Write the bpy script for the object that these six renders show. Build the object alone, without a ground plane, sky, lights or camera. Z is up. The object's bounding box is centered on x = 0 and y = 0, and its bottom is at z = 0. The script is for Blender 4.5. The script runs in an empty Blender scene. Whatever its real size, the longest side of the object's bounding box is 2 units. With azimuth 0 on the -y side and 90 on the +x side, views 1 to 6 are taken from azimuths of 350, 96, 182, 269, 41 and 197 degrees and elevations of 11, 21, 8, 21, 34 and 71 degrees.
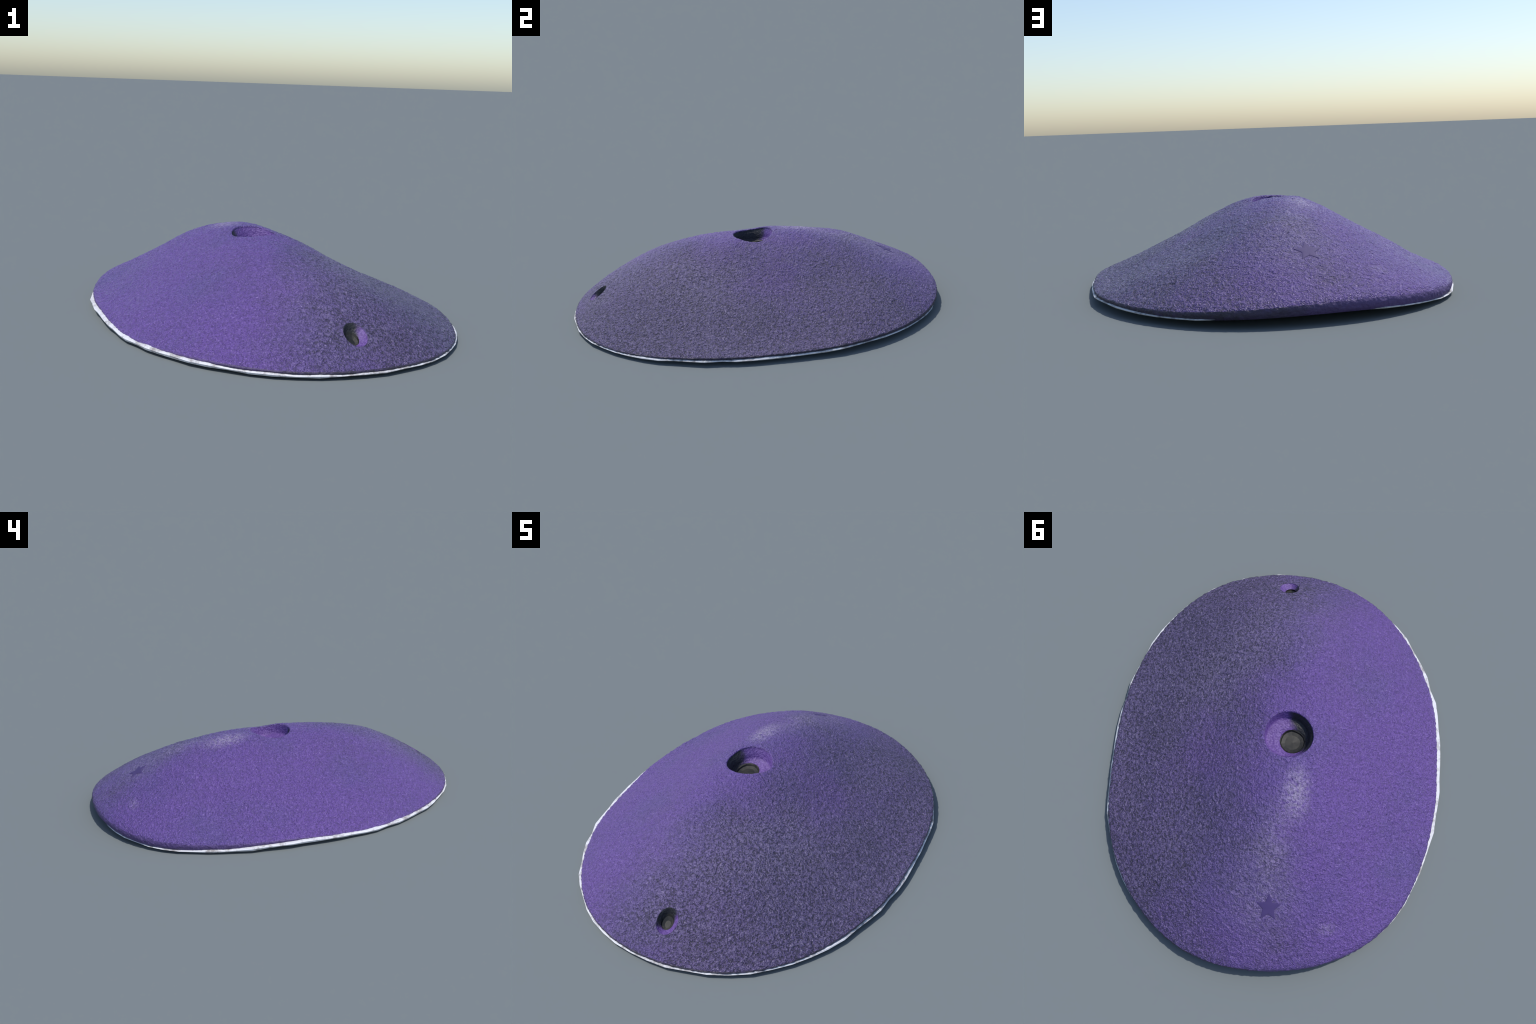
"""Purple dish-shaped climbing hold: a bell/dome shell with a counterbored bolt hole on the
crown, a small screw hole near the front edge, a star emblem behind, and a white backing sheet."""
import bpy, math
import numpy as np
from mathutils import Vector, noise

rng = np.random.default_rng(7)

# ------------------------------------------------------------------ dimensions (metres)
HUB = np.array([-0.053, -0.011])        # bolt axis = origin of the polar description
CROWN_Z = 0.382                         # height the shell would reach over the bolt axis
# outline seen from above: radius from the hub every 15 degrees, counter-clockwise from +x
OUTLINE = [0.851, 0.840, 0.868, 0.917, 0.966, 1.004, 1.009, 0.987, 0.962, 0.916, 0.842, 0.777,
           0.737, 0.725, 0.750, 0.797, 0.856, 0.926, 0.984, 1.012, 1.020, 0.996, 0.940, 0.887]
# height of the lower edge above the ground, same stations (the back edge is lifted)
LIFT = [0.017, 0.019, 0.023, 0.028, 0.026, 0.026, 0.034, 0.037, 0.027, 0.013, 0.008, 0.012,
        0.018, 0.018, 0.013, 0.009, 0.010, 0.010, 0.008, 0.009, 0.010, 0.010, 0.012, 0.016]
# height of the edge wall, every 30 degrees
WALL = [0.030, 0.031, 0.045, 0.063, 0.070, 0.057, 0.038, 0.035, 0.043, 0.047, 0.041, 0.034]
# how far the white sheet stands out beyond the purple edge, every 30 degrees
SHEET_OUT = [0.010, 0.007, 0.002, -0.003, -0.001, 0.008, 0.015, 0.016, 0.011, 0.005, 0.006, 0.008]
# thickness of the sheet at its edge, every 30 degrees
SHEET_THICK = [0.011, 0.010, 0.008, 0.006, 0.007, 0.011, 0.015, 0.017, 0.018, 0.014, 0.010, 0.011]
# radial profile, crown 1 -> edge 0: bell-shaped across (0, 180 deg), dome-shaped along (90, 270)
KNOTS = [0.0, 0.14, 0.28, 0.42, 0.56, 0.70, 0.85, 1.0]
PROFILE = [
    [1.0] * 12,
    [0.945, 0.936, 0.969, 1.001, 1.007, 0.990, 0.960, 0.947, 0.953, 0.964, 0.968, 0.964],
    [0.805, 0.809, 0.861, 0.958, 0.951, 0.882, 0.855, 0.851, 0.885, 0.932, 0.917, 0.842],
    [0.630, 0.632, 0.711, 0.869, 0.853, 0.728, 0.686, 0.687, 0.751, 0.869, 0.829, 0.675],
    [0.460, 0.454, 0.545, 0.757, 0.711, 0.538, 0.508, 0.518, 0.586, 0.748, 0.708, 0.504],
    [0.278, 0.290, 0.400, 0.556, 0.493, 0.322, 0.316, 0.371, 0.425, 0.564, 0.531, 0.340],
    [0.104, 0.128, 0.228, 0.298, 0.256, 0.129, 0.126, 0.210, 0.251, 0.311, 0.295, 0.182],
    [0.0] * 12]
# gentle swells and hollows in the flanks: x, y, height, spread in x, spread in y
SWELLS = [(-0.59, 0.12, 0.018, 0.08, 0.13), (0.57, 0.09, 0.016, 0.08, 0.13),
          (-0.34, 0.12, -0.007, 0.08, 0.10), (-0.27, 0.32, -0.007, 0.07, 0.09), (0.22, 0.46, -0.006, 0.10, 0.10)]
SHOULDER = 0.965                        # the top face ends at this share of the outline
BOLT_R, PIT_R = 0.108, 0.057            # counterbore and bolt passage
PIT_OFFSET = np.array([-0.020, 0.004])
SCREW_XY, SCREW_R = np.array([0.2016, -0.849]), 0.047
STAR_XY, STAR_R, STAR_TURN = np.array([-0.192, 0.720]), 0.056, math.radians(-77)


def around(stations, th):
    """Periodic smooth interpolation of evenly spaced stations at angles th."""
    c = np.fft.rfft(np.asarray(stations, float)) / len(stations)
    out = np.full(np.shape(th), c[0].real)
    for k in range(1, len(c)):
        w = 1.0 if 2 * k == len(stations) else 2.0
        out = out + w * (c[k].real * np.cos(k * th) - c[k].imag * np.sin(k * th))
    return out


def spline_weights(x):
    """Cubic spline basis on KNOTS (flat at the crown)."""
    K = np.array(KNOTS); n = len(K); h = np.diff(K)
    A = np.zeros((n, n)); M = np.zeros((n, n))
    A[0, 0], A[0, 1] = 2 * h[0], h[0]; M[0, 0], M[0, 1] = -6 / h[0], 6 / h[0]
    A[-1, -1] = 1
    for i in range(1, n - 1):
        A[i, i - 1], A[i, i], A[i, i + 1] = h[i - 1], 2 * (h[i - 1] + h[i]), h[i]
        M[i, i - 1], M[i, i], M[i, i + 1] = 6 / h[i - 1], -6 / h[i - 1] - 6 / h[i], 6 / h[i]
    S = np.linalg.solve(A, M)
    x = np.clip(np.asarray(x, float), 0, 1)
    i = np.clip(np.searchsorted(K, x, side='right') - 1, 0, n - 2)
    a = (K[i + 1] - x) / h[i]; b = 1 - a
    W = np.zeros((len(x), n)); r = np.arange(len(x))
    W[r, i] += a; W[r, i + 1] += b
    return W + ((a ** 3 - a) * h[i] ** 2 / 6)[:, None] * S[i] + ((b ** 3 - b) * h[i] ** 2 / 6)[:, None] * S[i + 1]


def body_edge(th):
    return around(OUTLINE, th) - around(SHEET_OUT, th)


def top_z(x, y):
    """Height of the purple top face at plan positions x, y (arrays)."""
    dx, dy = x - HUB[0], y - HUB[1]
    th, r = np.arctan2(dy, dx), np.hypot(dx, dy)
    edge = around(LIFT, th) + around(WALL, th)
    rho = r / (SHOULDER * body_edge(th))
    W = spline_weights(rho)
    P = np.stack([around(row, th) for row in PROFILE], -1)
    z = edge + (CROWN_Z - edge) * (W * P).sum(-1)
    for cx, cy, h, sx, sy in SWELLS:
        z = z + h * np.exp(-0.5 * (((x - cx) / sx) ** 2 + ((y - cy) / sy) ** 2))
    return z


def make_mesh(name, verts, faces, smooth=True):
    me = bpy.data.meshes.new(name)
    me.from_pydata([tuple(map(float, v)) for v in verts], [], faces)
    me.validate()
    if smooth:
        me.polygons.foreach_set("use_smooth", [True] * len(me.polygons))
    me.update()
    return me


def loft(rings):
    """Quads between successive closed rings of equal length (each ring: n x 3)."""
    n = len(rings[0]); V = np.concatenate(rings)
    i = np.arange(n); j = (i + 1) % n
    F = np.concatenate([np.stack([k * n + i, (k + 1) * n + i, (k + 1) * n + j, k * n + j], 1)
                        for k in range(len(rings) - 1)])
    return V, F


# ------------------------------------------------------------------ root
root = bpy.data.objects.new("climbing_hold", None)
root["label"] = "purple grainy dome-shaped climbing hold with bolt hole and star"
root["category"] = "climbing hold"
bpy.context.scene.collection.objects.link(root)


def add(name, mesh, mat, parent=root):
    ob = bpy.data.objects.new(name, mesh)
    mesh.materials.append(mat)
    bpy.context.scene.collection.objects.link(ob)
    ob.parent = parent
    return ob


# ------------------------------------------------------------------ materials
class Graph:
    def __init__(self, name):
        self.mat = bpy.data.materials.new(name); self.mat.use_nodes = True
        self.t = self.mat.node_tree; self.t.nodes.clear()
        self.out = self.n("ShaderNodeOutputMaterial")
        self.bsdf = self.n("ShaderNodeBsdfPrincipled")
        self.t.links.new(self.bsdf.outputs[0], self.out.inputs[0])
        self.pos = self.n("ShaderNodeTexCoord").outputs["Object"]

    def n(self, kind, **kw):
        node = self.t.nodes.new(kind)
        for k, v in kw.items():
            setattr(node, k, v)
        return node

    def put(self, sock, v):
        if hasattr(v, "node"):
            self.t.links.new(v, sock)
        else:
            sock.default_value = v

    def noise(self, scale, detail=2.0, rough=0.5, vec=None, distort=0.0):
        x = self.n("ShaderNodeTexNoise")
        self.put(x.inputs["Vector"], vec or self.pos)
        x.inputs["Scale"].default_value = scale; x.inputs["Detail"].default_value = detail
        x.inputs["Roughness"].default_value = rough; x.inputs["Distortion"].default_value = distort
        return x.outputs["Fac"]

    def math(self, op, a, b=0.0, clamp=False):
        x = self.n("ShaderNodeMath", operation=op, use_clamp=clamp)
        self.put(x.inputs[0], a); self.put(x.inputs[1], b)
        return x.outputs[0]

    def smooth(self, v, lo, hi, to0=0.0, to1=1.0):
        x = self.n("ShaderNodeMapRange", interpolation_type='SMOOTHSTEP')
        self.put(x.inputs[0], v)
        for i, q in enumerate((lo, hi, to0, to1)):
            x.inputs[i + 1].default_value = q
        return x.outputs[0]

    def blob(self, centre, radii, turn=0.0):
        """Soft elliptical patch, 1 in the middle and 0 at the edge."""
        m = self.n("ShaderNodeMapping", vector_type='TEXTURE')
        self.put(m.inputs["Vector"], self.pos)
        m.inputs["Location"].default_value = (*centre, 0.2)
        m.inputs["Rotation"].default_value = (0, 0, turn)
        m.inputs["Scale"].default_value = (*radii, 1.0)
        l = self.n("ShaderNodeVectorMath", operation='LENGTH')
        self.put(l.inputs[0], m.outputs[0])
        return self.smooth(l.outputs["Value"], 1.0, 0.15)

    def mix(self, f, a, b):
        x = self.n("ShaderNodeMix", data_type='RGBA')
        self.put(x.inputs[0], f)
        self.put(x.inputs[6], a if hasattr(a, "node") else (*a, 1)); self.put(x.inputs[7], b if hasattr(b, "node") else (*b, 1))
        return x.outputs[2]

    def bump(self, h, strength, dist):
        x = self.n("ShaderNodeBump")
        self.put(x.inputs["Height"], h); x.inputs["Strength"].default_value = strength
        x.inputs["Distance"].default_value = dist
        self.t.links.new(x.outputs[0], self.bsdf.inputs["Normal"])

    def set(self, **kw):
        for k, v in kw.items():
            self.put(self.bsdf.inputs[k.replace("_", " ")], v)


PURPLE = (0.130, 0.068, 0.290)
g = Graph("grainy_purple_resin")
sx = g.n("ShaderNodeSeparateXYZ"); g.put(sx.inputs[0], g.pos)
broad = g.noise(3.2, 3, 0.6)
# greyer, slightly darker tint on the +x flank and the front and back ridges
grey_flank = g.math('ADD', g.math('MULTIPLY', sx.outputs[0], 0.95), g.math('MULTIPLY', g.math('SUBTRACT', broad, 0.5), 1.1))
grey_flank = g.smooth(g.math('ADD', grey_flank, g.math('MULTIPLY', g.math('ABSOLUTE', sx.outputs[1]), 0.16)), -0.34, 0.70)
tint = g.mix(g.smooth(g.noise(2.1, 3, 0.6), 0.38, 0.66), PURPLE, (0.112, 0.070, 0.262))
tint = g.mix(g.math('MULTIPLY', grey_flank, 0.72), tint, (0.094, 0.076, 0.150))
streak = g.smooth(g.noise(60, 4, 0.65), 0.32, 0.62)
for c, r, a, k in (((-0.165, 0.23), (0.085, 0.17), 0.25, 0.80), ((-0.13, 0.42), (0.10, 0.30), 0.1, 0.25),  # pale patches painted into the purple where sheen and glints show
                   ((-0.46, 0.72), (0.06, 0.035), 0.4, 0.35), ((0.06, -0.66), (0.26, 0.34), 0.2, 0.07),
                   ((0.30, -0.34), (0.26, 0.48), -0.3, 0.24), ((-0.14, 0.66), (0.24, 0.30), 0.1, 0.22)):
    tint = g.mix(g.math('MULTIPLY', g.math('MULTIPLY', g.blob(c, r, a), streak), k), tint, (0.34, 0.29, 0.43))
# grain: dark pits, and tips lightened in colour for specular sparkle
fine = g.noise(150, 2.0, 0.6, distort=0.6)
coarse = g.noise(80, 2.0, 0.55, distort=0.8)
vis = g.smooth(grey_flank, 0.0, 1.0, 0.42, 1.0)
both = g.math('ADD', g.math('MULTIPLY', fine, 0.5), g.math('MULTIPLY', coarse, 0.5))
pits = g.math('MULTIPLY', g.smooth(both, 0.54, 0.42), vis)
tips = g.math('MULTIPLY', g.smooth(both, 0.53, 0.66), vis)
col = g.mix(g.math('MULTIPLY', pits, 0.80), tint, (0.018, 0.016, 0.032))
col = g.mix(g.math('MULTIPLY', tips, 0.46), col, g.mix(grey_flank, (0.25, 0.18, 0.42), (0.28, 0.25, 0.33)))
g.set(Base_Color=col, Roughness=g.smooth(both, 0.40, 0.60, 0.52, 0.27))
g.bsdf.inputs["Specular IOR Level"].default_value = 0.5
g.bump(both, 1.0, 0.016)
purple = g.mat



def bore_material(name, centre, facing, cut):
    """Purple bore lining, its shadow painted charcoal on the side towards `facing`."""
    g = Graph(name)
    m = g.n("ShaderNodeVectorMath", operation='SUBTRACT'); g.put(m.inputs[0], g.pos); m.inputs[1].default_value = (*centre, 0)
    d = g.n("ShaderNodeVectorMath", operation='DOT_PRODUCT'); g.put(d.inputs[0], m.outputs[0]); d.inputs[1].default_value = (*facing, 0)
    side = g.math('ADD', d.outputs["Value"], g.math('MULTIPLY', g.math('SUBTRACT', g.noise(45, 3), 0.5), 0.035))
    baked_shadow = g.smooth(side, cut - 0.018, cut + 0.022)
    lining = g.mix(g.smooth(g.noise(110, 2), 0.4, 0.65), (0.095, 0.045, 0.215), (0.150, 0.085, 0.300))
    g.set(Base_Color=g.mix(baked_shadow, lining, (0.017, 0.018, 0.022)), Roughness=0.55)
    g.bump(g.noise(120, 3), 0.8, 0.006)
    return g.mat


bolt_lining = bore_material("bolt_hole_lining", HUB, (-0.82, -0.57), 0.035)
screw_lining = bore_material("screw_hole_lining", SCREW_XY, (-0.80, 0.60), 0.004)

g = Graph("edge_painted_shade")
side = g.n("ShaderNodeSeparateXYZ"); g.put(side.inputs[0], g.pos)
painted_shade = g.smooth(g.math('ADD', side.outputs[0], g.math('MULTIPLY', g.math('SUBTRACT', g.noise(7, 3), 0.5), 0.5)), -0.45, 0.10)
painted_shade = g.math('MULTIPLY', painted_shade, g.smooth(g.noise(28, 3, 0.6), 0.25, 0.55, 0.55, 0.9))
g.set(Base_Color=g.mix(painted_shade, (0.080, 0.048, 0.165), (0.028, 0.025, 0.036)), Roughness=0.6)  # wall colour darkened for the occlusion under the rim, mostly on +x
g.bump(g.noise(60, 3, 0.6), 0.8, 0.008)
shaded_edge_paint = g.mat

g = Graph("emblem_purple")
g.set(Base_Color=g.mix(g.noise(30, 2), (0.045, 0.027, 0.125), (0.058, 0.035, 0.140)), Roughness=0.7)
emblem_mat = g.mat

g = Graph("dark_socket")
g.set(Base_Color=g.mix(g.smooth(g.noise(45, 1), 0.4, 0.6), (0.004, 0.005, 0.006), (0.014, 0.014, 0.012)), Roughness=0.6)  # near-black base colour puts deep-hole shadow into these shallow floors
dark = g.mat

g = Graph("white_sheet")
g.set(Base_Color=g.mix(g.smooth(g.noise(22, 4, 0.65), 0.44, 0.68), (0.66, 0.66, 0.69), (0.30, 0.28, 0.28)), Roughness=0.7)
g.bump(g.noise(180, 2), 0.3, 0.002)
white = g.mat

# ------------------------------------------------------------------ purple shell
NT, NR = 1300, 250
TH = np.linspace(0, 2 * math.pi, NT, endpoint=False)
CS, SN = np.cos(TH), np.sin(TH)
edge_r = body_edge(TH)
low_z = around(LIFT, TH) + around(SHEET_THICK, TH)
shoulder_r = SHOULDER * edge_r


def ring(r, z):
    return np.stack([HUB[0] + r * CS, HUB[1] + r * SN, z], 1)


def surf_ring(r):
    x, y = HUB[0] + r * CS, HUB[1] + r * SN
    return np.stack([x, y, top_z(x, y)], 1)


lip = 0.008
rings = []
for a in np.linspace(0, 1, 6)[:-1]:               # rounded lip into the counterbore
    q = math.pi / 2 * a
    base = surf_ring(np.full(NT, BOLT_R + lip * (1 - math.cos(q))))
    base[:, 2] -= lip * (1 - math.sin(q))
    rings.append(base)
lip_end = len(rings)
start = BOLT_R + lip
for s in np.linspace(0, 1, NR):
    rings.append(surf_ring(start + (shoulder_r - start) * s))
z_sh = rings[-1][:, 2]
slope = (rings[-2][:, 2] - rings[-1][:, 2]) / np.hypot(*(rings[-1] - rings[-2])[:, :2].T)
run = edge_r - shoulder_r
knee = z_sh - slope * run                          # the top face carried on to the edge ...
foot = np.minimum(knee - 0.004, z_sh - 0.65 * (z_sh - low_z))
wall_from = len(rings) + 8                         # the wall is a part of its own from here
for a in np.linspace(0, 1, 14)[1:]:               # ... then turned down along a quadratic arc
    w0, w1, w2 = (1 - a) ** 2, 2 * a * (1 - a), a * a
    rings.append(ring(w0 * shoulder_r + (w1 + w2) * edge_r, w0 * z_sh + w1 * knee + w2 * foot))
for a in np.linspace(0, 1, 9)[1:]:                # edge wall, drawn in a little at its foot
    rings.append(ring(edge_r - 0.012 * a * a, foot + (low_z - 0.006 - foot) * a))

V, F = loft(rings)
n_rings = len(rings)
G = V.reshape(n_rings, NT, 3)
du = np.roll(G, -1, 1) - np.roll(G, 1, 1)
dv = np.gradient(G, axis=0)
N = np.cross(dv, du); N /= np.linalg.norm(N, axis=2, keepdims=True) + 1e-12
N = N.reshape(-1, 3)

# pebbled relief pressed into the surface, slow unevenness under it
relief = np.empty(len(V))
for i, p in enumerate(V):
    v = Vector(p)
    grain = 0.6 * noise.noise(v * 62.0) + 0.5 * noise.noise(v * 118.0 + Vector((3.1, 7.7, 1.3)))
    relief[i] = 0.0042 * max(-0.75, min(0.55, grain)) + 0.003 * noise.noise(v * 5.0)
fade = np.ones((n_rings, NT))
fade[0] = 0.0
fade[1:lip_end] = np.linspace(0.2, 0.8, lip_end - 1)[:, None]
fade[-4:] = np.array([0.7, 0.4, 0.2, 0.0])[:, None]
d_screw = np.hypot(V[:, 0] - SCREW_XY[0], V[:, 1] - SCREW_XY[1])
d_star = np.hypot(V[:, 0] - STAR_XY[0], V[:, 1] - STAR_XY[1])
k = fade.ravel() * np.clip((d_screw - SCREW_R) / 0.02, 0.1, 1) * np.clip((d_star - 0.03) / 0.03, 0.3, 1)
V = V + N * (relief * k)[:, None]

# open the screw hole: drop the faces inside it and snap the cut edge to a true circle
cent = V[F].mean(1)
keep = np.hypot(cent[:, 0] - SCREW_XY[0], cent[:, 1] - SCREW_XY[1]) > SCREW_R
cut = np.intersect1d(np.unique(F[~keep]), np.unique(F[keep]))
F = F[keep]
dxy = V[cut, :2] - SCREW_XY
V[cut, :2] = SCREW_XY + dxy / np.linalg.norm(dxy, axis=1)[:, None] * SCREW_R
V[cut, 2] = top_z(V[cut, 0], V[cut, 1])


def part(name, faces, mat):
    used = np.unique(faces); remap = np.full(len(V), -1); remap[used] = np.arange(len(used))
    return add(name, make_mesh(name, V[used], [tuple(f) for f in remap[faces].tolist()]), mat)


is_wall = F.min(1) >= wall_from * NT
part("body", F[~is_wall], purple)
part("edge_wall", F[is_wall], shaded_edge_paint)


# ------------------------------------------------------------------ holes
def hole(specs, n, top_xy, wobble, tilt=1.1):
    """Rings for a bore: specs = (radius, centre offset, z or None for 'on the surface minus d', d)."""
    th = np.linspace(0, 2 * math.pi, n, endpoint=False)
    out = []
    for r, off, z, d in specs:
        rr = r * (1 + wobble * np.array([noise.noise(Vector((math.cos(t) * 2, math.sin(t) * 2, d * 20 + r * 50))) for t in th]))
        x, y = top_xy[0] + off[0] + rr * np.cos(th), top_xy[1] + off[1] + rr * np.sin(th)
        zz = top_z(x, y) - d if z is None else np.full(n, z) + tilt * (top_z(x, y) - top_z(x, y).mean())
        out.append(np.stack([x, y, zz], 1))
    return out


def cap(V, F, n, faces_list):
    c = V[-n:].mean(0); V = np.vstack([V, c]); m = len(V) - 1; b = m - n
    faces_list += [(b + i, m, b + (i + 1) % n) for i in range(n)]
    return V, faces_list


FLOOR = 0.314
o0 = np.zeros(2)
specs = [(BOLT_R + 0.001, o0, None, lip - 0.002), (BOLT_R, o0, None, lip + 0.004), (BOLT_R - 0.006, -PIT_OFFSET * 0.2, None, 0.024),
         (BOLT_R - 0.011, -PIT_OFFSET * 0.35, FLOOR + 0.010, 0), (BOLT_R - 0.015, -PIT_OFFSET * 0.3, FLOOR + 0.003, 0),
         (BOLT_R - 0.030, PIT_OFFSET * 0.4, FLOOR, 0), (PIT_R + 0.006, PIT_OFFSET, FLOOR - 0.003, 0),
         (PIT_R, PIT_OFFSET, FLOOR - 0.010, 0)]
rs = hole(specs, 160, HUB, 0.015)
Vh, Fh = loft(rs)
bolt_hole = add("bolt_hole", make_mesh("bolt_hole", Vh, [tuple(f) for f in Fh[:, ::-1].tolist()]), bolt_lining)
specs = [(PIT_R + 0.001, PIT_OFFSET, FLOOR - 0.009, 0), (PIT_R - 0.002, PIT_OFFSET, FLOOR - 0.012, 0.03),
         (PIT_R - 0.006, PIT_OFFSET, FLOOR - 0.019, 0.06), (PIT_R - 0.022, PIT_OFFSET, FLOOR - 0.023, 0.09)]
rs = hole(specs, 16, HUB, 0.10)
Vh, Fh = loft(rs)
Vh, Fl = cap(Vh, Fh, 16, [tuple(f) for f in Fh.tolist()])
add("bolt_socket", make_mesh("bolt_socket", Vh, [f[::-1] for f in Fl], smooth=False), dark, bolt_hole)

specs = [(SCREW_R + 0.0015, o0, None, -0.0005), (SCREW_R - 0.002, o0, None, 0.004), (SCREW_R - 0.008, np.array([-0.003, 0.004]), None, 0.014),
         (SCREW_R - 0.019, np.array([-0.010, 0.010]), None, 0.028)]
rs = hole(specs, 96, SCREW_XY, 0.01)
Vh, Fh = loft(rs)
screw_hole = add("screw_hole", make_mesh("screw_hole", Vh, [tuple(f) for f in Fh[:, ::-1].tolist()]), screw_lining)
specs = [(SCREW_R - 0.0185, np.array([-0.010, 0.010]), None, 0.027), (SCREW_R - 0.022, np.array([-0.010, 0.010]), None, 0.036),
         (SCREW_R - 0.034, np.array([-0.010, 0.010]), None, 0.042)]
rs = hole(specs, 14, SCREW_XY, 0.08)
Vh, Fh = loft(rs)
Vh, Fl = cap(Vh, Fh, 14, [tuple(f) for f in Fh.tolist()])
add("screw_socket", make_mesh("screw_socket", Vh, [f[::-1] for f in Fl], smooth=False), dark, screw_hole)

# ------------------------------------------------------------------ star emblem, laid on the surface
eps = 0.01
zx = float((top_z(np.array([STAR_XY[0] + eps]), np.array([STAR_XY[1]])) - top_z(np.array([STAR_XY[0] - eps]), np.array([STAR_XY[1]])))[0]) / (2 * eps)
zy = float((top_z(np.array([STAR_XY[0]]), np.array([STAR_XY[1] + eps])) - top_z(np.array([STAR_XY[0]]), np.array([STAR_XY[1] - eps])))[0]) / (2 * eps)
tips_xy = []
for i in range(10):
    a = STAR_TURN + i * math.pi / 5
    r = STAR_R if i % 2 == 0 else STAR_R * 0.46
    tips_xy.append(np.array([math.cos(a), math.sin(a)]) * r)
tips_xy = np.array(tips_xy)
outline = np.concatenate([tips_xy[i] + (tips_xy[(i + 1) % 10] - tips_xy[i]) * np.linspace(0, 1, 8, endpoint=False)[:, None] for i in range(10)])
star_rings = []
for scale, h in ((1.02, -0.006), (1.0, 0.0008), (0.93, 0.0022), (0.6, 0.0026), (0.3, 0.0026)):
    q = STAR_XY + outline * scale
    star_rings.append(np.column_stack([q, top_z(q[:, 0], q[:, 1]) + h]))
Vs, Fs = loft(star_rings[::-1])
n = len(outline)
Vs = np.vstack([Vs, Vs[:n].mean(0)])
Fl = [tuple(f) for f in Fs.tolist()] + [(len(Vs) - 1, i, (i + 1) % n) for i in range(n)]
add("star_emblem", make_mesh("star_emblem", Vs, Fl, smooth=False), emblem_mat)

# ------------------------------------------------------------------ white backing sheet (coarsely trimmed)
NS = 72
ths = np.linspace(0, 2 * math.pi, NS, endpoint=False)
R = around(OUTLINE, ths) + np.minimum(around(SHEET_OUT, ths) * 1.0, 0.0) * 2 + rng.normal(0, 0.003, NS)
B = np.maximum(around(LIFT, ths), 0.004)
jit = lambda s: rng.normal(0, s, NS)


def sring(r, z):
    return np.stack([HUB[0] + r * np.cos(ths), HUB[1] + r * np.sin(ths), z], 1)


T = around(SHEET_THICK, ths) * (1 + rng.normal(0, 0.12, NS))
inner = body_edge(ths) - 0.024
sheet = [sring(inner, B + T), sring(R - 0.003 - np.abs(jit(0.002)), B + 0.85 * T),
         sring(R, B + 0.5 * T), sring(R * 0.994, B + jit(0.001)),
         sring(R * 0.90, B * 0.75 + 0.003), sring(R * 0.6, B * 0.3 + 0.001), sring(R * 0.25, B * 0.0 + 0.0)]
Vb, Fb = loft(sheet)
Vb, Fl = cap(Vb, Fb, NS, [tuple(f) for f in Fb.tolist()])
Vb[:, 2] = np.maximum(Vb[:, 2], 0.0)
add("backing_sheet", make_mesh("backing_sheet", Vb, Fl, smooth=False), white)
